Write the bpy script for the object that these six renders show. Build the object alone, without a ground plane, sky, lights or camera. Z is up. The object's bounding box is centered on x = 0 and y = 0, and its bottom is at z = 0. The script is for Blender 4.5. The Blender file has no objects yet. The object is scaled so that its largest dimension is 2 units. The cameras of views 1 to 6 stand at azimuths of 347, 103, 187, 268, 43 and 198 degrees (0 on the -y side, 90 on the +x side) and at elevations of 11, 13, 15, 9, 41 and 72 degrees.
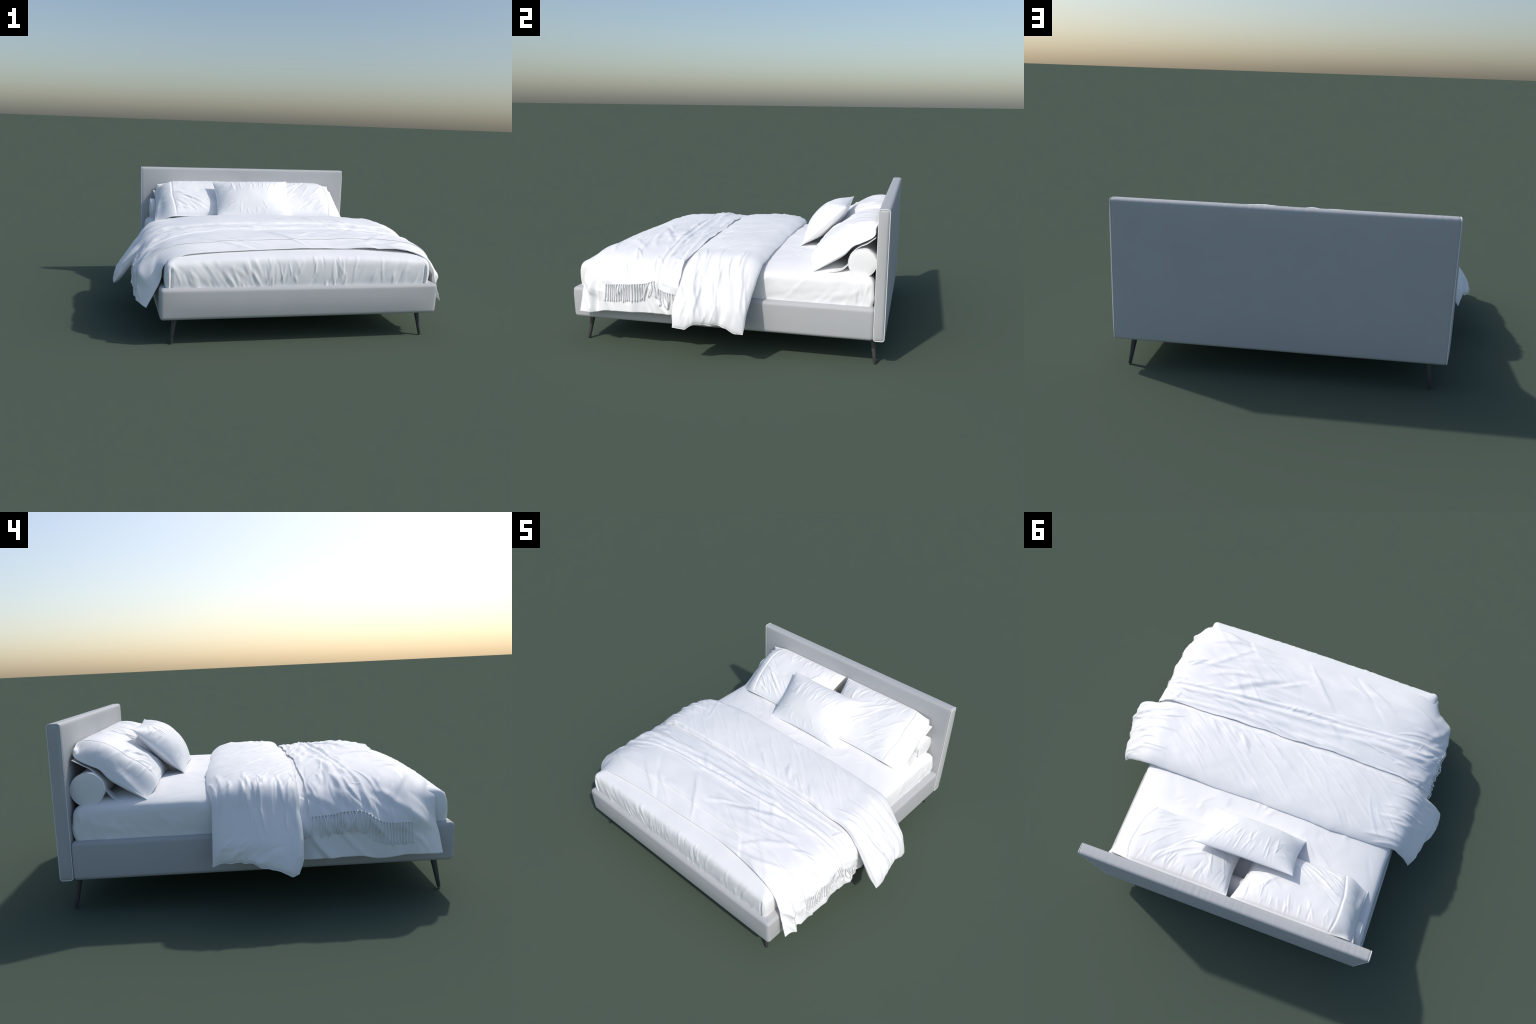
"""Upholstered grey bed with white bedding: mattress, duvet folded back at the
head, fringed throw, two pillows on a bolster and a lumbar cushion.
Cloth is built from draped profiles (control points per side, swept along the
bed) puffed to a closed shell, with creases added as tapered ridges."""
import bpy, bmesh, math
import numpy as np
from mathutils import Vector

RNG = np.random.default_rng(11)

# ------------------------------------------------------------------ materials
def fabric(name, color, rough=0.85, grain=900.0, bump=0.15, sheen=0.0, spec=0.4, mottling=0.015, weave=False):
    m = bpy.data.materials.new(name); m.use_nodes = True
    nt = m.node_tree; b = nt.nodes["Principled BSDF"]
    b.inputs["Roughness"].default_value = rough
    b.inputs["Specular IOR Level"].default_value = spec
    b.inputs["Sheen Weight"].default_value = sheen
    tc = nt.nodes.new("ShaderNodeTexCoord")
    n = nt.nodes.new("ShaderNodeTexNoise"); n.inputs["Scale"].default_value = 6.0; n.inputs["Detail"].default_value = 4.0
    nt.links.new(tc.outputs["Object"], n.inputs["Vector"])
    ramp = nt.nodes.new("ShaderNodeValToRGB")
    lo = [c * (1 - mottling) for c in color]; hi = [min(1, c * (1 + mottling)) for c in color]
    ramp.color_ramp.elements[0].position = 0.35; ramp.color_ramp.elements[0].color = (*lo, 1)
    ramp.color_ramp.elements[1].position = 0.65; ramp.color_ramp.elements[1].color = (*hi, 1)
    nt.links.new(n.outputs["Fac"], ramp.inputs["Fac"])
    nt.links.new(ramp.outputs["Color"], b.inputs["Base Color"])
    if weave:
        g = nt.nodes.new("ShaderNodeTexChecker"); g.inputs["Scale"].default_value = grain / 4
    else:
        g = nt.nodes.new("ShaderNodeTexNoise"); g.inputs["Scale"].default_value = grain
    nt.links.new(tc.outputs["Object"], g.inputs["Vector"])
    bp = nt.nodes.new("ShaderNodeBump"); bp.inputs["Strength"].default_value = bump; bp.inputs["Distance"].default_value = 0.001
    nt.links.new(g.outputs["Fac"], bp.inputs["Height"])
    nt.links.new(bp.outputs["Normal"], b.inputs["Normal"])
    return m

WHITE = (0.945, 0.95, 0.955)
M_SHEET = fabric("white_cotton_sheet", WHITE, 0.55)
M_DUVET = fabric("white_cotton_duvet", WHITE, 0.55)
M_PILLOW = fabric("white_pillowcase", WHITE, 0.55)
M_THROW = fabric("white_woven_throw", (0.94, 0.945, 0.955), 0.65, 1200, 0.2, weave=True)
M_GREY = fabric("grey_upholstery", (0.51, 0.522, 0.53), 0.6, 700, 0.15)
M_PIPE = fabric("white_piping_cord", (0.82, 0.82, 0.82), 0.7)
M_LEG = fabric("dark_stained_wood", (0.07, 0.068, 0.07), 0.45, 60, 0.1, mottling=0.15)

# ------------------------------------------------------------------ utilities
def pchip(xk, yk, x):
    """Monotone cubic through control points."""
    xk = np.asarray(xk, float); yk = np.asarray(yk, float); x = np.clip(np.asarray(x, float), xk[0], xk[-1])
    h = np.diff(xk); d = np.diff(yk) / h; m = np.zeros(len(xk))
    for i in range(1, len(xk) - 1):
        if d[i - 1] * d[i] > 0:
            w1 = 2 * h[i] + h[i - 1]; w2 = h[i] + 2 * h[i - 1]
            m[i] = (w1 + w2) / (w1 / d[i - 1] + w2 / d[i])
    m[0], m[-1] = d[0], d[-1]
    i = np.clip(np.searchsorted(xk, x, side="right") - 1, 0, len(h) - 1)
    t = (x - xk[i]) / h[i]
    return ((2*t**3 - 3*t**2 + 1) * yk[i] + (t**3 - 2*t**2 + t) * h[i] * m[i]
            + (-2*t**3 + 3*t**2) * yk[i + 1] + (t**3 - t**2) * h[i] * m[i + 1])

def catmull(pts, n):
    """Smooth curve through points, resampled evenly by arc length."""
    p = np.asarray(pts, float)
    q = np.vstack([2 * p[0] - p[1], p, 2 * p[-1] - p[-2]])
    out = []
    for i in range(1, len(q) - 2):
        a, b, c, d = q[i - 1], q[i], q[i + 1], q[i + 2]
        t = np.linspace(0, 1, 16, endpoint=False)[:, None]
        out.append(0.5 * (2*b + (c - a)*t + (2*a - 5*b + 4*c - d)*t**2 + (3*b - a - 3*c + d)*t**3))
    c = np.vstack(out + [p[-1:]])
    s = np.r_[0, np.cumsum(np.linalg.norm(np.diff(c, axis=0), axis=1))]
    t = np.linspace(0, s[-1], n)
    return np.stack([np.interp(t, s, c[:, k]) for k in range(c.shape[1])], 1)

def smooth(a, b, x):
    t = np.clip((x - a) / (b - a), 0, 1); return t * t * (3 - 2 * t)

def gauss(x, w):
    return np.exp(-(x / w) ** 2)

def normals(P):
    du = np.gradient(P, axis=0); dv = np.gradient(P, axis=1)
    n = np.cross(du, dv); l = np.linalg.norm(n, axis=2, keepdims=True)
    return n / np.maximum(l, 1e-9)

def vnoise(X, Y, seed, octaves=3):
    """Smooth value noise in code."""
    r = np.random.default_rng(seed); out = np.zeros_like(X); amp = 1.0
    for o in range(octaves):
        T = r.uniform(-1, 1, (64, 64)); x = X * 2**o; y = Y * 2**o
        i = np.floor(x).astype(int); j = np.floor(y).astype(int)
        fx = x - i; fy = y - j; fx = fx*fx*(3 - 2*fx); fy = fy*fy*(3 - 2*fy)
        g = lambda a, b: T[a % 64, b % 64]
        out += amp * ((g(i, j)*(1 - fx) + g(i + 1, j)*fx)*(1 - fy) + (g(i, j + 1)*(1 - fx) + g(i + 1, j + 1)*fx)*fy)
        amp *= 0.5
    return out

def creases(U, V, seed, n, ub, vb, angle, spread, length, width, amp, sharp=0.5):
    """n tapered, slightly bent ridges inside a box of cloth space (metres).
    angle: direction in degrees (0 = along U)."""
    r = np.random.default_rng(seed); D = np.zeros_like(U)
    for _ in range(n):
        cu, cv = r.uniform(*ub), r.uniform(*vb)
        a = math.radians(angle + r.normal(0, spread)); L = r.uniform(*length) / 2
        w = r.uniform(*width); h = r.uniform(*amp) * (1 if r.random() < 0.7 else -0.7)
        bend = r.normal(0, 0.30) / max(L, 0.06)
        du, dv = U - cu, V - cv
        m = (np.abs(du) < L + 4*w + .05) & (np.abs(dv) < L + 4*w + .05)
        if not m.any(): continue
        x = du[m]*math.cos(a) + dv[m]*math.sin(a); y = -du[m]*math.sin(a) + dv[m]*math.cos(a)
        y = y - bend * 0.3 * x * x
        t = np.clip(1 - (x / L)**2, 0, 1)
        ww = w * (0.45 + 0.55 * np.sqrt(t))
        # asymmetric fold profile: steep on one side
        k = np.where(y > 0, 1 + sharp, 1 - 0.4 * sharp)
        D[m] += h * t * np.exp(-(y * k / ww)**2)
    return D

def link(ob, parent=None):
    bpy.context.scene.collection.objects.link(ob)
    if parent is not None: ob.parent = parent
    return ob

def thing(name, label, category, loc=(0, 0, 0)):
    e = bpy.data.objects.new(name, None); e.empty_display_size = 0.1
    e["label"] = label; e["category"] = category
    return link(e)

def mesh_from(name, V, F, mat, parent=None, shade=True):
    me = bpy.data.meshes.new(name); V = np.asarray(V, np.float32); F = np.asarray(F, np.int32)
    me.vertices.add(len(V)); me.vertices.foreach_set("co", V.ravel())
    k = F.shape[1]
    me.loops.add(F.size); me.loops.foreach_set("vertex_index", F.ravel())
    me.polygons.add(len(F)); me.polygons.foreach_set("loop_start", np.arange(0, F.size, k, dtype=np.int32))
    me.polygons.foreach_set("use_smooth", np.full(len(F), shade))
    me.update(calc_edges=True); me.validate(); me.materials.append(mat)
    return link(bpy.data.objects.new(name, me), parent)

def grid_faces(nu, nv, base=0, flip=False):
    i, j = np.meshgrid(np.arange(nu - 1), np.arange(nv - 1), indexing="ij")
    a = base + i*nv + j; f = np.stack([a, a + nv, a + nv + 1, a + 1], -1).reshape(-1, 4)
    return f[:, ::-1] if flip else f

def shell(name, top, bot, mat, parent=None):
    """Closed mesh from an upper and a lower grid that share their border."""
    nu, nv, _ = top.shape; V = np.vstack([top.reshape(-1, 3), bot.reshape(-1, 3)]); n = nu * nv
    idx = np.arange(n).reshape(nu, nv)
    rim = np.r_[idx[:, 0], idx[-1, 1:], idx[-2::-1, -1], idx[0, -2:0:-1]]
    nx = np.roll(rim, -1)
    side = np.stack([nx, rim, rim + n, nx + n], 1)
    F = np.vstack([grid_faces(nu, nv), grid_faces(nu, nv, n, True), side])
    return mesh_from(name, V, F, mat, parent)

def tube(name, pts, rad, mat, parent=None, closed=False, sides=8, taper=None):
    p = np.asarray(pts, float); n = len(p)
    t = np.roll(p, -1, 0) - np.roll(p, 1, 0) if closed else np.gradient(p, axis=0)
    t /= np.maximum(np.linalg.norm(t, axis=1, keepdims=True), 1e-9)
    ref = np.array([0.31, 0.57, 0.76]); a = np.cross(t, ref); a /= np.linalg.norm(a, axis=1, keepdims=True); b = np.cross(t, a)
    r = np.full(n, rad) if taper is None else rad * taper(np.linspace(0, 1, n))
    th = np.linspace(0, 2*np.pi, sides, endpoint=False)
    V = (p[:, None] + r[:, None, None]*(np.cos(th)[None, :, None]*a[:, None] + np.sin(th)[None, :, None]*b[:, None])).reshape(-1, 3)
    F = []
    for i in range(n if closed else n - 1):
        for k in range(sides):
            k2 = (k + 1) % sides; i2 = (i + 1) % n
            F.append((i*sides + k, i2*sides + k, i2*sides + k2, i*sides + k2))
    ob = mesh_from(name, V, F, mat, parent)
    if not closed:
        bm = bmesh.new(); bm.from_mesh(ob.data); bmesh.ops.holes_fill(bm, edges=[e for e in bm.edges if e.is_boundary]); bm.to_mesh(ob.data); bm.free()
    return ob

def rounded_box(name, lo, hi, r, mat, parent, seg=5, bulge=None, cuts=0, zcuts=0):
    bm = bmesh.new(); bmesh.ops.create_cube(bm, size=1)
    lo, hi = Vector(lo), Vector(hi)
    for v in bm.verts:
        v.co = Vector(((lo[i] + hi[i])/2 + v.co[i]*(hi[i] - lo[i]) for i in range(3)))
    bmesh.ops.bevel(bm, geom=bm.edges[:], offset=r, segments=seg, affect='EDGES', profile=0.5)
    if cuts:
        # slice across x so that the surface can carry soft folds
        for x in np.linspace(lo.x, hi.x, cuts + 2)[1:-1]:
            bmesh.ops.bisect_plane(bm, geom=bm.verts[:] + bm.edges[:] + bm.faces[:], plane_co=(x, 0, 0), plane_no=(1, 0, 0))
    for z in np.linspace(lo.z, hi.z, zcuts + 2)[1:-1]:
        bmesh.ops.bisect_plane(bm, geom=bm.verts[:] + bm.edges[:] + bm.faces[:], plane_co=(0, 0, z), plane_no=(0, 0, 1))
    if bulge:
        for v in bm.verts: v.co = bulge(v.co)
    bm.normal_update()
    me = bpy.data.meshes.new(name); bm.to_mesh(me); bm.free(); me.materials.append(mat)
    for p in me.polygons: p.use_smooth = True
    ob = link(bpy.data.objects.new(name, me), parent)
    me.set_sharp_from_angle(angle=math.radians(50))
    return ob

# ------------------------------------------------------------------ bed frame
bed = thing("upholstered_bed", "low grey upholstered bed with dark splayed legs and a white mattress", "bed")
HX, ZB = 0.7695, 0.1375

_fx = np.linspace(-0.8, 0.8, 1601)
_fn = vnoise(_fx*95, _fx*0 + 0.5, 15, 2)*(0.35 + 0.65*np.clip(vnoise(_fx*9, _fx*0 + 0.5, 16, 1)*1.6, 0, 1))
def fold_noise(x): return float(np.interp(x, _fx, _fn))

def head_folds(c):
    t = smooth(0.75, 0.80, np.array(c.z))
    w = 0.0007*fold_noise(c.x)*float(t)
    # upholstery swells between the seams
    k = (max(0, 1 - abs(c.x/HX)**6)*max(0, 1 - abs((c.z - 0.474)/0.333)**6))
    ks = max(0, 1 - abs((c.y - 0.82)/0.028)**4)*max(0, 1 - abs((c.z - 0.474)/0.333)**8)
    return Vector((c.x + (math.copysign(0.007*ks, c.x) if abs(c.x) > HX - 0.016 else 0), c.y + (0.0065*k if c.y > 0.82 else -0.0075*k), c.z + w))

headboard = rounded_box("headboard", (-HX, 0.791, ZB), (HX, 0.8485, 0.8085), 0.015, M_GREY, bed, 6, head_folds, 420, 24)
for sx in (-1, 1):
    # piping loop round the side panel
    y0, y1, z0, z1, c = 0.793, 0.847, 0.1405, 0.8065, 0.012
    loop = []
    for cy, cz, a0 in ((y1 - c, z1 - c, 0), (y0 + c, z1 - c, 90), (y0 + c, z0 + c, 180), (y1 - c, z0 + c, 270)):
        for k in range(7):
            a = math.radians(a0 + k*15); loop.append((sx*0.7660, cy + c*math.cos(a), cz + c*math.sin(a)))
    dense = []
    for i in range(len(loop)):
        p, q = np.array(loop[i]), np.array(loop[(i + 1) % len(loop)]); n = max(1, int(np.linalg.norm(q - p) / 0.02))
        dense += [p + (q - p)*k/n for k in range(n)]
    tube("headboard_piping", dense, 0.0023, M_PIPE, bed, closed=True)

def rail_taper(c):
    k = (c.z - ZB) / 0.165
    b = math.sin(math.pi*min(max(k, 0), 1))
    y = c.y - (0.005*k - 0.004 + 0.008*b*max(0, 1 - abs(c.x/HX)**8))*(1 if c.y < -0.8 else 0)
    x = c.x*(1 + 0.003*b)
    return Vector((x, y, c.z))
rounded_box("bed_frame", (-HX, -0.845, ZB), (HX, 0.7925, 0.306), 0.018, M_GREY, bed, 6, rail_taper, 40, 12)
for sx in (-1, 1):
    # seam cord at the foot corner: up the corner, over the top towards the mattress
    path = catmull([(sx*0.757, -0.834, 0.148), (sx*0.761, -0.838, 0.165), (sx*0.7625, -0.8405, 0.23), (sx*0.7615, -0.8415, 0.285),
                    (sx*0.752, -0.833, 0.3035), (sx*0.735, -0.815, 0.3063)], 40)
    tube("corner_seam", path, 0.0014, M_GREY, bed)

def leg_mesh():
    bm = bmesh.new(); rings = []
    for z, r in ((0.0, 0.0065), (0.002, 0.0082), (0.05, 0.0105), (0.10, 0.0130), (0.152, 0.0158)):
        k = z / 0.152
        rings.append([bm.verts.new((-0.024*k + r*math.cos(a), -0.022*k + r*math.sin(a), z)) for a in np.linspace(0, 2*math.pi, 20, endpoint=False)])
    for a, b in zip(rings, rings[1:]):
        for i in range(20): bm.faces.new((a[i], a[(i + 1) % 20], b[(i + 1) % 20], b[i]))
    bm.faces.new(rings[0][::-1]); bm.faces.new(rings[-1])
    me = bpy.data.meshes.new("leg"); bm.to_mesh(me); bm.free(); me.materials.append(M_LEG)
    for p in me.polygons: p.use_smooth = len(p.vertices) == 4
    return me
LEG = leg_mesh()
for sx, sy, y in ((-1, -1, 0.791), (1, -1, 0.791), (-1, 1, 0.804), (1, 1, 0.804)):
    leg = link(bpy.data.objects.new("leg", LEG), bed)
    leg.location = (sx*0.709, sy*y, 0); leg.scale = (sx, sy, 1)

# ------------------------------------------------------------------ mattress
def mattress():
    ax, y0, y1, r = 0.734, -0.821, 0.782, 0.022
    cy = (y0 + y1)/2; by = (y1 - y0)/2
    per = []
    for px, py, a0 in ((ax - r, by - r, 0), (-ax + r, by - r, 90), (-ax + r, -by + r, 180), (ax - r, -by + r, 270)):
        for k in range(9):
            a = math.radians(a0 + k*90/8); per.append((px + r*math.cos(a), py + r*math.sin(a)))
    per = np.array(per + per[:1]); s = np.r_[0, np.cumsum(np.linalg.norm(np.diff(per, axis=0), axis=1))]
    NT, NS = 2000, 84
    t = np.linspace(0, s[-1], NT); X = np.interp(t, s, per[:, 0]); Y = np.interp(t, s, per[:, 1])
    q = np.linspace(0, 1, NS)
    # profile: inset (m) and height from the rail up the side, over the edge, to the centre
    prof = catmull([(0.008, 0.285), (0.002, 0.305), (-0.003, 0.35), (-0.001, 0.40), (0.006, 0.432), (0.028, 0.452),
                    (0.10, 0.472), (0.24, 0.490), (0.45, 0.501), (0.723, 0.506)], NS)
    ins, z = prof[:, 0], prof[:, 1]
    sc = 1 - ins[None, :] / 0.728
    PX = X[:, None]*sc; PY = Y[:, None]*sc; PZ = np.repeat(z[None, :], NT, 0)
    # the foot end sits lower and slopes more
    foot = smooth(-0.40, -0.80, PY + cy); PZ = PZ + (0.020*np.clip(1 - (PX/0.66)**2, 0, 1) - 0.008)*foot*smooth(0.38, 0.45, PZ)
    P = np.stack([PX - 0.008, PY + cy, PZ], -1)
    S = np.repeat(t[:, None], NS, 1); arc = np.r_[0, np.cumsum(np.linalg.norm(np.diff(prof, axis=0), axis=1))]
    A = np.repeat(arc[None, :], NT, 0)
    N = -normals(P)
    N *= np.sign(np.sum(N * (P - np.array([0, cy, 0.2])), axis=2, keepdims=True))
    # arc along the perimeter: foot side runs between the two foot corners
    fx = P[..., 0]; isfoot = smooth(-0.79, -0.81, P[..., 1]); side = smooth(0.70, 0.72, np.abs(fx))
    D = np.zeros_like(PX)
    D += isfoot*creases(fx, A, 3, 44, (-0.22, 0.26), (0.0, 0.17), 84, 22, (0.04, 0.13), (0.004, 0.009), (0.001, 0.0038))
    D += isfoot*creases(fx, A, 4, 34, (-0.72, -0.25), (0.0, 0.15), -55, 16, (0.07, 0.2), (0.006, 0.013), (0.001, 0.0036))
    D += isfoot*creases(fx, A, 5, 26, (0.28, 0.70), (0.0, 0.14), 58, 18, (0.07, 0.2), (0.006, 0.014), (0.0008, 0.0024))
    top = smooth(0.44, 0.47, PZ)
    D += (1 - isfoot)*side*creases(P[..., 1], A, 6, 40, (-0.1, 0.78), (0.0, 0.13), 28, 14, (0.08, 0.22), (0.008, 0.016), (0.001, 0.003))
    head = smooth(0.6, 0.7, P[..., 1])
    D += head*side*creases(P[..., 1], A, 7, 16, (0.66, 0.80), (0.0, 0.13), 80, 12, (0.06, 0.14), (0.006, 0.010), (0.001, 0.003))
    D += top*creases(P[..., 0], P[..., 1], 8, 26, (-0.5, 0.5), (0.18, 0.40), 100, 45, (0.06, 0.16), (0.008, 0.016), (0.001, 0.004))
    D += top*creases(P[..., 0], P[..., 1], 9, 22, (-0.7, 0.7), (0.15, 0.60), 155, 20, (0.15, 0.4), (0.012, 0.03), (0.001, 0.0025))
    D += 0.0015*vnoise(P[..., 0]*6, P[..., 1]*6 + PZ*9, 5)
    # tucked hospital corners at the foot: a vertical slit on the foot face
    for xc in (-0.712, 0.696):
        D -= isfoot*smooth(0.135, 0.10, A)*(0.011*gauss(fx - xc, 0.0050) - 0.003*gauss(fx - xc*1.015, 0.005))
    P = P + N*D[..., None]
    V = P.reshape(-1, 3); F = grid_faces(NT, NS)
    ob = mesh_from("mattress", V, F, M_SHEET, bed)
    bm = bmesh.new(); bm.from_mesh(ob.data)
    bmesh.ops.remove_doubles(bm, verts=bm.verts[:], dist=0.0004)
    bmesh.ops.holes_fill(bm, edges=[e for e in bm.edges if e.is_boundary])
    bmesh.ops.recalc_face_normals(bm, faces=bm.faces[:]); bm.to_mesh(ob.data); bm.free()
    for p in ob.data.polygons: p.use_smooth = True
mattress()

# ------------------------------------------------------------------ draped cloth
def drape(ys, left, right, centre, NU):
    """Swept cross-section.  centre(y) -> list of (x, z) over the top;
    left(y), right(y) -> list of (x, z) from the shoulder to the hem."""
    rows = []
    for y in ys:
        L = left(y); R = right(y)
        rows.append(catmull([(-x, z) for x, z in L[::-1]] + centre(y) + R, NU))
    return np.array(rows).transpose(1, 0, 2)      # (NU, NY, 2): x, z

def ykeys(keys):
    """Parameter that varies along the bed: {y: value}."""
    k = sorted(keys.items()); xs = [a for a, _ in k]; vs = [b for _, b in k]
    return lambda y: float(pchip(xs, vs, y))

# --- lower duvet, seen from the foot edge up to the folded-back part
zc = ykeys({-0.77: .485, -0.72: .500, -0.63: .528, -0.5: .537, -0.38: .534, -0.2: .522, 0.0: .515, 0.2: .512})
tilt = ykeys({-0.77: -.003, -0.66: -.006, -0.50: -.001, -0.3: .002, -0.2: .004, 0.2: .002})    # left side a little higher
def d_centre(y):
    c, t = zc(y), tilt(y); e = .026 - .006*float(smooth(-.60, -.70, np.array(y)))
    return [(-.62, c - e + .6*t), (-.40, c - .004 + t), (-.15, c + .001 + .4*t), (.15, c - .4*t), (.40, c - .004 - t), (.62, c - e - .6*t)]
lsh = ykeys({-0.77: .742, -0.70: .745, -0.6: .760, -0.2: .765, .2: .74}); lmx = ykeys({-0.77: .752, -0.70: .825, -0.63: .868, -0.4: .868, .2: .80})
lhx = ykeys({-0.77: .832, -0.70: .865, -0.6: .880, -0.3: .885, .2: .84})
rsh = ykeys({-0.77: .730, -0.70: .735, -0.6: .752, -0.2: .755, .2: .74}); rmx = ykeys({-0.77: .770, -0.70: .795, -0.6: .822, -0.2: .832, .2: .80})
rhx = ykeys({-0.77: .828, -0.70: .832, -0.6: .846, -0.2: .848, .2: .83})
lhz = ykeys({-0.77: .192, -0.6: .207, -0.48: .198, -0.4: .212, -0.2: .208, .0: .23, .2: .28})
rhz = ykeys({-0.77: .192, -0.70: .191, -0.6: .212, -0.45: .216, -0.2: .222, 0.0: .24, .2: .28})
def d_left(y):
    c = zc(y) + .3*tilt(y); k = (c - lhz(y))
    return [(lsh(y), c - .22*k), (lmx(y), c - .50*k), (.55*lmx(y) + .45*lhx(y), c - .75*k), (lhx(y), lhz(y))]
def d_right(y):
    c = zc(y) - .3*tilt(y); k = (c - rhz(y))
    return [(rsh(y), c - .20*k), (rmx(y), c - .46*k), (.5*rmx(y) + .5*rhx(y), c - .74*k), (rhx(y), rhz(y))]

NU, NV = 460, 250
Y0, Y1 = -0.757, 0.10
ys = np.linspace(Y0, Y1, NV)
XZ = drape(ys, d_left, d_right, d_centre, NU)
DU = np.empty((NU, NV, 3)); DU[..., 0] = XZ[..., 0]; DU[..., 2] = XZ[..., 1]
u01 = np.linspace(0, 1, NU)[:, None]; v01 = np.linspace(0, 1, NV)[None, :]
# the foot edge is not straight: it creeps up the bed in the middle, hangs back at the tips
edge = pchip([0, .12, .2, .32, .5, .62, .72, .82, .9, 1], [-.772, -.765, -.752, -.733, -.722, -.712, -.722, -.745, -.765, -.775], u01)
DU[..., 1] = edge*(1 - v01) + Y1*v01
Sarc = np.r_[0, np.cumsum(np.linalg.norm(np.diff(DU[:, NV//2], axis=0), axis=1))]; ULEN = Sarc[-1]
UA = (u01*ULEN - ULEN/2)*np.ones_like(v01); VA = DU[..., 1]
hangL = smooth(-0.70, -0.80, UA); hangR = smooth(0.70, 0.80, UA); ontop = 1 - hangL - hangR
base_clean = DU.copy(); N0 = normals(DU); N0 *= np.sign(N0[NU//2, NV//2, 2])
D = np.zeros_like(UA)
D += creases(UA, VA, 21, 46, (-0.72, 0.72), (-0.74, -0.18), 160, 15, (0.18, 0.55), (0.010, 0.028), (0.0015, 0.0065))
D += creases(UA, VA, 22, 14, (0.1, 0.75), (-0.70, -0.35), 20, 10, (0.25, 0.5), (0.010, 0.02), (0.003, 0.006))
D += hangL*creases(UA, VA, 23, 26, (-ULEN/2, -0.80), (-0.75, -0.1), 35, 9, (0.18, 0.40), (0.012, 0.026), (0.003, 0.008))
D += hangR*creases(UA, VA, 24, 26, (0.90, ULEN/2), (-0.75, -0.1), 30, 28, (0.08, 0.22), (0.010, 0.018), (0.004, 0.010))
# hem gathers: flutes that grow towards the hem
fl = smooth(0.75, 0.5*ULEN, np.abs(UA))
D += fl*0.008*vnoise(VA*15 + 3*np.sign(UA), UA*3, 31, 2)*smooth(-0.76, -0.66, VA)
D += 0.0035*vnoise(UA*4, VA*8, 32)
# rolled-out corner tip at the right foot corner
D += 0.020*hangR*gauss(VA + 0.708, 0.018)*smooth(0.72, 0.95, UA) - 0.016*hangR*gauss(VA + 0.678, 0.011)*smooth(0.72, 0.95, UA)
DU = DU + N0*D[..., None]
rim = np.minimum(np.minimum(smooth(0, .02, u01), smooth(1, .98, u01)), np.minimum(smooth(0, .025, v01), smooth(1, .975, v01)))
duvet = thing("duvet", "rumpled white duvet with its head end folded back", "duvet")
NT_ = normals(DU); NT_ *= np.sign(NT_[NU//2, NV//2, 2])
shell("duvet_panel", DU, DU - NT_*(0.002 + 0.014*rim[..., None]), M_DUVET, duvet)

def on_duvet(ua, y, off):
    """Point lifted off the duvet surface; ua in metres from the centre line."""
    fu = np.clip((ua + ULEN/2)/ULEN, 0, 1)*(NU - 1); ua_i = np.clip(fu.astype(int), 0, NU - 2); a = (fu - ua_i)[..., None]
    e = np.interp(fu/(NU - 1), u01[:, 0], edge[:, 0]); fv = np.clip((y - e)/(Y1 - e), 0, 1)*(NV - 1)
    vi = np.clip(fv.astype(int), 0, NV - 2); b = (fv - vi)[..., None]
    def s(G): return (G[ua_i, vi]*(1 - a) + G[ua_i + 1, vi]*a)*(1 - b) + (G[ua_i, vi + 1]*(1 - a) + G[ua_i + 1, vi + 1]*a)*b
    n = s(NS_); n = n/np.linalg.norm(n, axis=-1, keepdims=True)
    return s(SM_) + n*np.asarray(off)[..., None]

def blur(G, k):
    for ax in (0, 1):
        for _ in range(k):
            H = G.copy(); sl = [slice(None)]*3
            a, b, c = list(sl), list(sl), list(sl); a[ax] = slice(0, -2); b[ax] = slice(1, -1); c[ax] = slice(2, None)
            H[tuple(b)] = (G[tuple(a)] + 2*G[tuple(b)] + G[tuple(c)])/4; G = H
    return G
SM_ = blur(DU, 2); NS_ = blur(normals(blur(DU, 6)), 3); NS_ *= np.sign(NS_[NU//2, NV//2, 2])

# --- folded-back head end: a puffed double layer
f_zc = ykeys({-0.20: .522, -0.1: .525, 0.0: .525, 0.12: .520, 0.22: .505})
def f_centre(y):
    c = f_zc(y); t = 0.002
    return [(-.60, c - .022), (-.40, c - .004 + t), (-.15, c + t), (.15, c), (.40, c - .003), (.60, c - .018)]
flx = ykeys({-0.20: .988, -0.1: .978, 0.05: .925, 0.22: .890}); flz = ykeys({-0.20: .190, -0.14: .182, -0.05: .198, 0.06: .218, 0.15: .225, 0.22: .210})
frx = ykeys({-0.20: .995, -0.1: .985, 0.05: .955, 0.22: .950}); frz = ykeys({-0.20: .200, -0.05: .214, 0.08: .212, 0.15: .192, 0.22: .185})
def f_left(y):
    c = f_zc(y); x, z = flx(y), flz(y)
    return [(.74, c - .052), (.74 + .40*(x - .74), c - .052 - .32*(c - .052 - z)), (.74 + .75*(x - .74), c - .052 - .66*(c - .052 - z)), (x, z)]
def f_right(y):
    c = f_zc(y); x, z = frx(y), frz(y)
    return [(.735, c - .036), (.735 + .42*(x - .735), c - .036 - .29*(c - .036 - z)), (.735 + .78*(x - .735), c - .036 - .63*(c - .036 - z)), (x, z)]
FU, FV = 520, 170
XZ = drape(np.linspace(-0.20, 0.22, FV), f_left, f_right, f_centre, FU)
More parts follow.
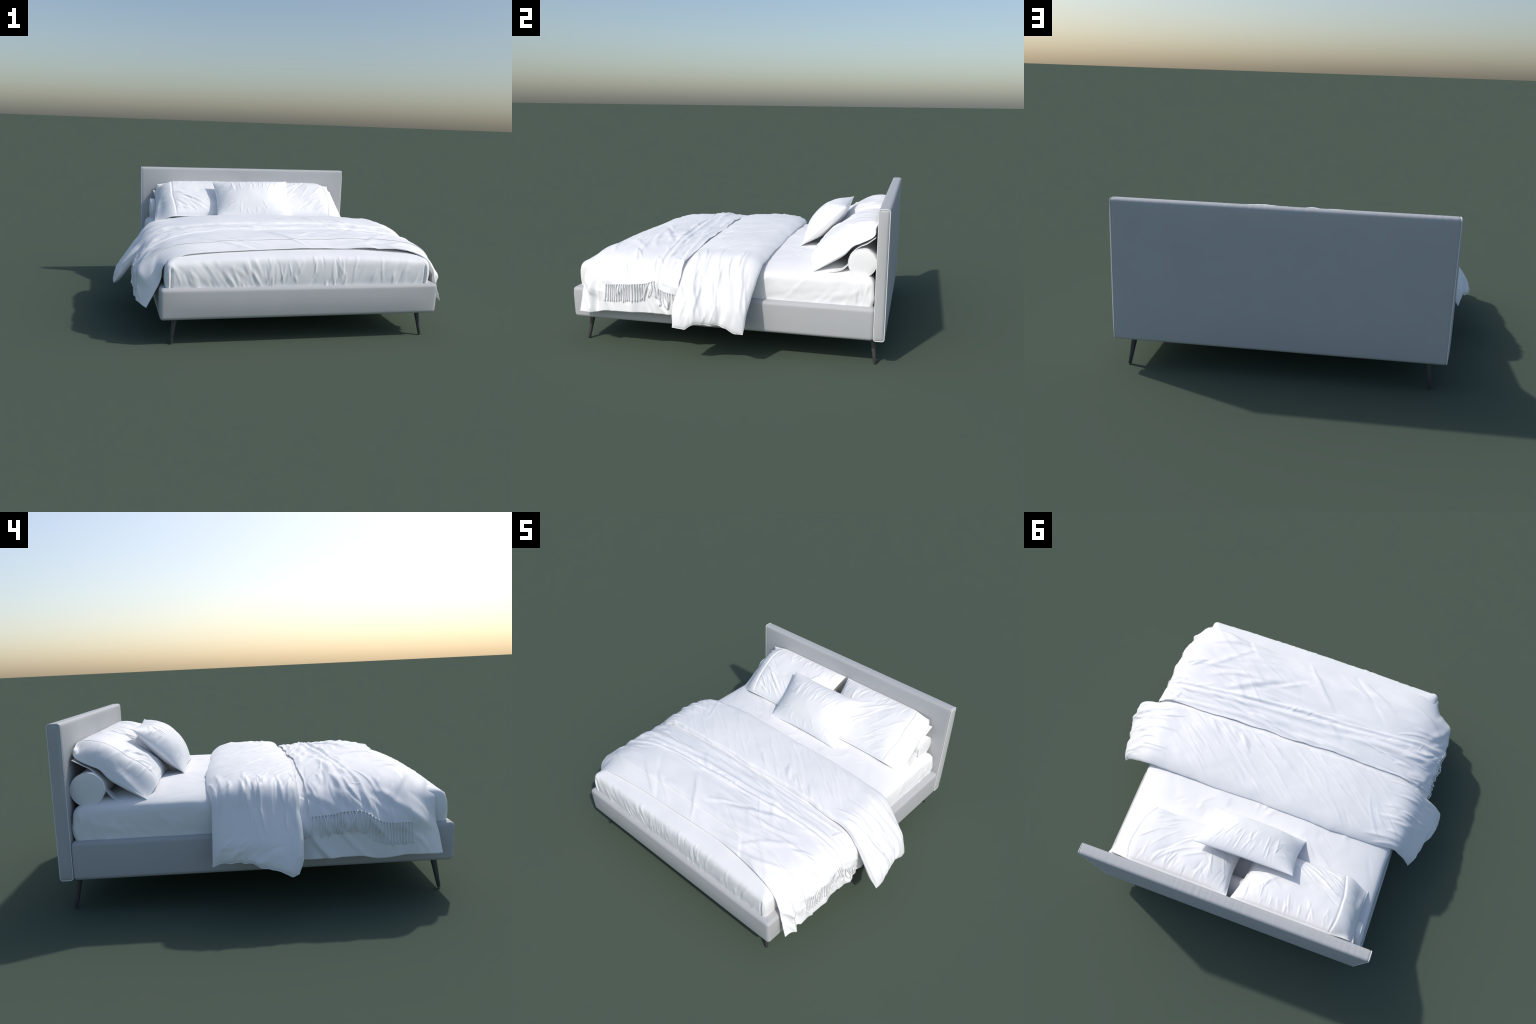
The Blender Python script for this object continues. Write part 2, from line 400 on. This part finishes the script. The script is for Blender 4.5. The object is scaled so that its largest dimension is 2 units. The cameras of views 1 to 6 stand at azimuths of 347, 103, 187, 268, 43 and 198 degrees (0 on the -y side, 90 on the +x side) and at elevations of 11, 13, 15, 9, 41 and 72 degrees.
FB = np.empty((FU, FV, 3)); FB[..., 0] = XZ[..., 0]; FB[..., 2] = XZ[..., 1]
fu = np.linspace(0, 1, FU)[:, None]; fv = np.linspace(0, 1, FV)[None, :]
fe = pchip([0, .03, .08, .15, .3, .5, .7, .82, .96, 1], [-.155, -.178, -.180, -.180, -.190, -.180, -.172, -.172, -.195, -.188], fu)
he = pchip([0, .1, .2, .3, .5, .7, .82, .9, 1], [.195, .19, .215, .222, .214, .216, .206, .190, .165], fu)
fe = fe + 0.006*vnoise(fu*17, fu*0 + 0.5, 51); he = he + 0.004*vnoise(fu*13, fu*0 + 0.5, 52)
FB[..., 1] = fe*(1 - fv) + he*fv
FL = np.linalg.norm(np.diff(FB[:, FV//2], axis=0), axis=1).sum()
FA = (fu*FL - FL/2)*np.ones_like(fv); FY = FB[..., 1]
FN = blur(normals(FB), 2); FN *= np.sign(FN[FU//2, FV//2, 2])
w_head = np.clip((1 - fv)/0.16, 0, 1); w_foot = np.clip(fv/0.05, 0, 1); we = np.clip(np.minimum(fu, 1 - fu)/0.045, 0, 1)
round_ = np.sqrt(1 - (1 - w_head)**2)*np.sqrt(1 - (1 - w_foot)**2)**0.9*np.sqrt(1 - (1 - we)**2)
UP = (0.026 + 0.008*np.sin(np.pi*fv))*round_ + 0*FA
D = np.zeros_like(FA)
D += creases(FA, FY, 41, 120, (-0.72, 0.72), (-0.19, 0.17), 147, 5, (0.15, 0.38), (0.005, 0.011), (0.0008, 0.0026))
D += creases(FA, FY, 42, 10, (0.0, 0.5), (-0.16, -0.05), 140, 8, (0.1, 0.2), (0.009, 0.014), (0.003, 0.006))
D += creases(FA, FY, 43, 46, (-0.90, -0.68), (-0.18, 0.2), 0, 6, (0.10, 0.26), (0.006, 0.012), (0.002, 0.005))
D += creases(FA, FY, 44, 34, (0.70, 1.0), (-0.18, 0.2), 8, 8, (0.14, 0.32), (0.007, 0.014), (0.002, 0.0055))
D += creases(FA, FY, 45, 30, (-FL/2, -1.02), (-0.18, 0.2), -45, 15, (0.06, 0.16), (0.007, 0.014), (0.002, 0.006))
D += creases(FA, FY, 46, 10, (1.0, FL/2), (-0.18, 0.2), -20, 20, (0.08, 0.18), (0.008, 0.014), (0.002, 0.005))
D += creases(FA, FY, 49, 7, (0.88, 1.08), (-0.15, 0.14), 12, 8, (0.30, 0.46), (0.010, 0.016), (0.004, 0.008), 0.9)
D += 0.0025*vnoise(FA*5, FY*9, 47)
# two lobes at the right hem (upper roll and under layer) split by a groove
D -= 0.020*gauss(FY - (0.05 + 0.25*(FA - FL/2)*0), 0.016)*smooth(FL/2 - 0.16, FL/2 - 0.01, FA)
D *= np.clip(round_, 0, 1)
hemwave = 0.010*vnoise(FY*16, FA*0 + 2.0, 48)*(smooth(.94, 1, fu) + smooth(.06, 0, fu))
top = FB + FN*(UP + D)[..., None]; bot = FB - FN*((0.006 + 0.022*smooth(0.18, 0.04, np.minimum(fu, 1 - fu)))*round_ + 0*FA)[..., None]
top[..., 2] += hemwave; bot[..., 2] += hemwave
shell("folded_flap", top, bot, M_DUVET, duvet)

# ------------------------------------------------------------------ throw
throw = thing("throw_blanket", "thin white throw with knotted fringe across a duvet", "blanket")
TU, TV = 560, 230
tu = np.linspace(0, 1, TU)[:, None]; tv = np.linspace(0, 1, TV)[None, :]
y_foot, y_head = -0.628, -0.205
# hem distance from the centre line (arc metres) on both ends
def hem_left(y): return pchip([-.63, -.60, -.50, -.485, -.40, -.30, -.20], [.925, .925, .912, .905, .872, .878, .885], y)
def hem_right(y): return pchip([-.63, -.50, -.40, -.345, -.325, -.26, -.20], [.920, .915, .905, .890, .925, .945, .955], y)
TYm = (y_foot + (y_head - y_foot)*tv) + np.zeros_like(tu)
TX = -hem_left(TYm)*(1 - tu) + hem_right(TYm)*tu
bow = 0.010*np.sin(TX*2.2 + .4) - 0.016*smooth(.6, .95, np.abs(TX))*(1 - tv)*0
TYm = TYm + bow*(1 - np.abs(2*tv - 1)*0.3) + 0.006*vnoise(TX*7, TX*0 + 0.5, 66)*smooth(.6, 1, tv)
yr = pchip([-1, -.72, -.58, -.28, 0.02, .3, .6, 1], [-.475, -.462, -.435, -.402, -.392, -.372, -.345, -.335], TX)
y2 = pchip([-1, -.6, -.1, .4, 1], [-.405, -.385, -.345, -.315, -.28], TX)
off = 0.004 + 0.005*smooth(-0.004, 0.006, TYm - yr)
off += 0.005*gauss(TYm - yr - 0.012, 0.010)*(0.6 + 0.4*np.sin(TX*5)) + 0.007*gauss(TYm - y2, 0.013)*(0.7 + 0.3*np.sin(TX*4 + 1))
off -= 0.004*gauss(TYm - (yr + y2)/2, 0.01)
off += 0.007*gauss(TYm - (y2 + .06 + .02*np.sin(TX*3)), 0.016)*smooth(-.2, .6, np.abs(TX))
gath = gauss(TYm - (yr + y2)/2, 0.03)
off += gath*creases(TX, TYm, 61, 60, (-0.75, 0.1), (-.48, -.34), 30, 24, (0.04, 0.12), (0.004, 0.008), (0.001, 0.0032))
off += creases(TX, TYm, 62, 40, (-0.8, 0.8), (-.45, -.2), 172, 9, (0.15, 0.45), (0.007, 0.016), (0.002, 0.0065))
off += creases(TX, TYm, 63, 14, (-0.2, 0.7), (-.58, -.40), 160, 16, (0.12, 0.34), (0.008, 0.016), (0.002, 0.006))
off += creases(TX, TYm, 68, 30, (-0.95, -0.6), (-.60, -.2), 0, 14, (0.10, 0.26), (0.008, 0.016), (0.002, 0.007))
off += creases(TX, TYm, 65, 22, (0.6, 0.95), (-.50, -.2), 8, 14, (0.08, 0.22), (0.008, 0.016), (0.002, 0.006))
hem_gap = np.minimum(TX + hem_left(TYm), hem_right(TYm) - TX)
off = 0.0045 + (off - 0.0045)*(0.22 + 0.78*smooth(0.0, 0.09, hem_gap))
off = np.maximum(off, 0.003)
trim = np.minimum(np.clip(np.minimum(tu, 1 - tu)/0.004, 0, 1), np.clip(np.minimum(tv, 1 - tv)/0.01, 0, 1))
top = on_duvet(TX, TYm, off); bot = on_duvet(TX, TYm, off - 0.0025 - 0.001*trim)
shell("throw_cloth", top, bot, M_THROW, throw)
r = np.random.default_rng(71)
for sgn, hem in ((-1, hem_left), (1, hem_right)):
    for i, y in enumerate(np.linspace(y_foot + .004, y_head - .004, 33)):
        messy = smooth(-0.50 if sgn < 0 else -0.44, -0.42 if sgn < 0 else -0.36, np.array(y))
        L = 0.092 + r.normal(0, .003); k = np.linspace(0, 1, 14)
        lean = r.normal(0, 0.022)*messy + r.normal(0, 0.0008); wob = r.normal(0, 0.010)*messy; ph = r.uniform(0, 6)
        ua = sgn*(float(hem(y)) - 0.003 + L*k*(1 - 0.1*messy*r.random()))
        yy = y + lean*k + wob*np.sin(k*4 + ph)*k + 0.010*np.sin(ua*2.2 + .4)
        o = 0.0055 + 0.0005*(1 - k) + messy*0.008*r.random()*np.sin(np.pi*k)
        tube("tassel", on_duvet(ua, yy, o), 0.0029, M_THROW, throw, sides=6,
             taper=lambda t: 0.85 + 0.45*np.exp(-((t - 0.96)/0.04)**2) - 0.25*smooth(0.97, 1, t))

# ------------------------------------------------------------------ pillows
def bolster():
    r, xe, n, m = 0.0725, 0.690, 64, 60
    xs = np.r_[np.full(6, -xe), np.linspace(-xe, xe, m), np.full(6, xe)]
    rr = np.r_[np.linspace(0.001, r - .006, 6), np.full(m, r), np.linspace(r - .006, 0.001, 6)]
    xs[:6] -= 0.006*(1 - (np.linspace(0, 1, 6))**2) + .004; xs[-6:] += 0.006*(1 - (np.linspace(1, 0, 6))**2) + .004
    th = np.linspace(0, 2*np.pi, n, endpoint=False)
    wr = 0.0012*np.sin(th[None]*5 + xs[:, None]*21) + 0.0008*np.sin(th[None]*9 - xs[:, None]*43)
    R = rr[:, None] + wr*(rr[:, None] > r - .001)
    xs = xs - 0.016
    V = np.stack([np.repeat(xs[:, None], n, 1), 0.716 + R*np.cos(th), 0.5165 + R*np.sin(th)], -1).reshape(-1, 3)
    a = len(xs); F = []
    for i in range(a - 1):
        for k in range(n): F.append((i*n + k, i*n + (k + 1) % n, (i + 1)*n + (k + 1) % n, (i + 1)*n + k))
    ob = mesh_from("bolster", V, F, M_PILLOW)
    bm = bmesh.new(); bm.from_mesh(ob.data); bmesh.ops.holes_fill(bm, edges=[e for e in bm.edges if e.is_boundary])
    bmesh.ops.recalc_face_normals(bm, faces=bm.faces[:]); bm.to_mesh(ob.data); bm.free()
    ob["label"] = "long white cylindrical bolster cushion"; ob["category"] = "bolster"
    for sx in (-1, 1):
        ring = [(sx*(xe + .002) - 0.016, 0.716 + (r - .001)*math.cos(a), 0.5165 + (r - .001)*math.sin(a)) for a in np.linspace(0, 2*np.pi, 64, endpoint=False)]
        tube("seam_cord", ring, 0.0016, M_PILLOW, ob, closed=True)
bolster()

def pillow(name, label, x_in, x_out, seed, inner_bottom):
    """Bed pillow leaning on the bolster; s runs from the middle of the bed to the hem end, t up the slope."""
    body = thing(name, label, "pillow"); nu, nv = 230, 150
    s = np.linspace(0, 1, nu)[:, None]; t = np.linspace(0, 1, nv)[None, :]
    near = catmull([(.430, .497), (.52, .535), (.60, .575), (.68, .635), (.776, .700)], nv)           # (y, z) over the filled part
    far = catmull([(.467, .4575), (.518, .486), (.565, .512), (.621, .549), (.663, .595), (.704, .615), (.752, .640), (.769, .660), (.766, .685)], nv); low = catmull([(.466, .4575), (.55, .463), (.605, .474), (.645, .512), (.665, .568), (.70, .602), (.735, .620), (.776, .648)], nv)
    k = smooth(.80, 1.0, s)
    yz = near[None]*(1 - k[..., None]) + far[None]*k[..., None]
    sg = np.sign(x_out)
    xi = inner_bottom + (x_in - inner_bottom)*t; xo = x_out + sg*(0.026*(1 - t)**2 - 0.012*np.clip(t - .8, 0, 1)*5 + 0.004)
    pin = 0.022*np.sin(np.pi*t)*sg
    X = (xi + pin)*(1 - s) + xo*s
    P = np.stack([X, yz[..., 0], yz[..., 1]], -1)
    # long edges bow in a little between the corners
    bowi = 0.018*np.sin(np.pi*np.clip(s, 0, 1))
    c = np.array([0, .335, .203])/.392
    P += (bowi*np.clip(1 - 2*t, 0, 1)*0.5 + 0.006*smooth(.7, 1, t))[..., None]*c
    N = blur(normals(P), 8); N *= np.sign(N[..., 2:3].mean())
    N = N/np.linalg.norm(N, axis=2, keepdims=True)
    es = np.where(s < .5, np.clip(1 - np.abs(2*s - 1)**4.0, 0, 1), np.clip(1 - np.abs(np.clip((2*s - 1)/.985, 0, 1))**4.2, 0, 1))
    et = np.clip(1 - np.abs(2*t - 1)**2.3, 0, 1)
    lens = (es**0.62)*(et**0.72)*(1 - 0.42*smooth(.74, .97, s)*np.clip(1.25 - 1.6*t, 0, 1))
    mouth = 0.014*np.sin(np.pi*np.clip((t - .04)/.62, 0, 1))**2*smooth(.9, 1, s)
    hemx = np.abs(X) - np.abs(0.548 + 0.012*np.sin(np.pi*t))
    groove = -0.0045*gauss(hemx, 0.0034) + 0.0020*smooth(-.001, .003, hemx)
    XX = np.abs(X) + 0*t; TT = t*.40 + 0*s
    W = creases(XX, TT, seed, 14, (0.10, 0.54), (0.04, 0.30), 42, 9, (0.14, 0.30), (0.005, 0.010), (0.0015, 0.0045))
    W += creases(XX, TT, seed + 1, 30, (0.02, 0.54), (0.33, 0.40), 80, 12, (0.05, 0.12), (0.004, 0.008), (0.001, 0.0035))
    W += creases(XX, TT, seed + 2, 9, (0.38, 0.54), (0.03, 0.22), 28, 8, (0.12, 0.22), (0.005, 0.009), (0.002, 0.005))
    W += creases(XX, TT, seed + 5, 12, (0.03, 0.18), (0.10, 0.36), 120, 10, (0.08, 0.18), (0.005, 0.009), (0.001, 0.003))
    W *= smooth(.56, .53, XX)
    W += creases(XX, TT, seed + 6, 16, (0.57, 0.66), (0.04, 0.38), 0, 10, (0.05, 0.10), (0.006, 0.011), (0.0008, 0.0022))
    W += 0.003*vnoise(XX*8, TT*9, seed + 4)
    up = 0.084*lens + mouth + (groove + W*np.clip(lens*2, 0, 1))
    lo = 0.030*lens*(1 - .8*smooth(.6, .95, s))
    rimm = np.minimum(np.minimum(s, 1 - s)*40, np.minimum(t, 1 - t)*40).clip(0, 1)
    up = up*np.where(s > .97, np.minimum(1, np.minimum(t, 1 - t)*40), rimm) + 0.0015
    shell("pillowcase", P + N*up[..., None], P - N*(lo*rimm + 0.001)[..., None], M_PILLOW, body)
    # lower flap of the open hem, following the bolster
    m = 14; e = np.linspace(0, 1, m)[:, None]
    XF = (x_out - sg*0.05) + sg*e*(0.066 + 0.006*np.sin(7*t) + 0.022*(1 - t)**3) + 0*t
    Q = np.stack([XF, low[None, :, 0] + 0*e, low[None, :, 1] + 0*e - 0.003], -1)
    NQ = normals(Q); NQ *= np.sign(NQ[..., 2:3].mean())
    Q = Q + NQ*(0.002*np.sin(t*17 + seed)*e)[..., None]
    shell("hem_flap", Q, Q - NQ*0.002, M_PILLOW, body)
pillow("bed_pillow", "plump white pillow leaning on a headboard, hemmed end", -0.020, -0.665, 81, -0.035)
pillow("bed_pillow", "plump white pillow leaning on a headboard, hemmed end", 0.000, 0.652, 91, 0.005)

def cushion():
    nu, nv = 230, 150; s = np.linspace(0, 1, nu)[:, None]; t = np.linspace(0, 1, nv)[None, :]
    BL, BR, TL, TR = map(np.array, ((-.285, .328, .497), (.258, .327, .500), (-.283, .572, .730), (.262, .580, .738)))
    # edges bow in between the pointed corners
    s2 = s + 0.030*np.sin(np.pi*t)*(1 - 2*s); t2 = t + 0.035*np.sin(np.pi*s)**1*(1 - 2*t)
    s2, t2 = s2[..., None], t2[..., None]
    P = (BL*(1 - s2) + BR*s2)*(1 - t2) + (TL*(1 - s2) + TR*s2)*t2
    N = normals(P); N *= np.sign(N[..., 2:3].mean())
    lens = np.clip(1 - np.abs(2*s - 1)**2.6, 0, 1)**0.75*np.clip(1 - np.abs(2*t**1.05 - 1)**2.2, 0, 1)**0.70
    X, T = s*.54 + 0*t, t*.33 + 0*s
    W = creases(X, T, 107, 34, (0.05, 0.49), (0.22, 0.32), 74, 10, (0.05, 0.14), (0.004, 0.009), (0.0008, 0.0026))
    W += creases(X, T, 102, 14, (0.0, 0.1), (0.03, 0.30), 15, 12, (0.06, 0.14), (0.005, 0.010), (0.001, 0.003))
    W += creases(X, T, 103, 14, (0.44, 0.54), (0.03, 0.30), 165, 12, (0.06, 0.14), (0.005, 0.010), (0.001, 0.003))
    W += creases(X, T, 104, 16, (0.05, 0.5), (0.0, 0.08), 95, 25, (0.04, 0.1), (0.005, 0.009), (0.001, 0.002))
    W += 0.002*vnoise(X*8, T*9, 105)
    up = 0.089*lens + W*np.clip(lens*2, 0, 1) + .001; lo = 0.054*lens + .001
    ob = shell("lumbar_cushion", P + N*up[..., None], P - N*lo[..., None], M_PILLOW)
    ob["label"] = "small rectangular white cushion leaning on pillows"; ob["category"] = "cushion"
cushion()
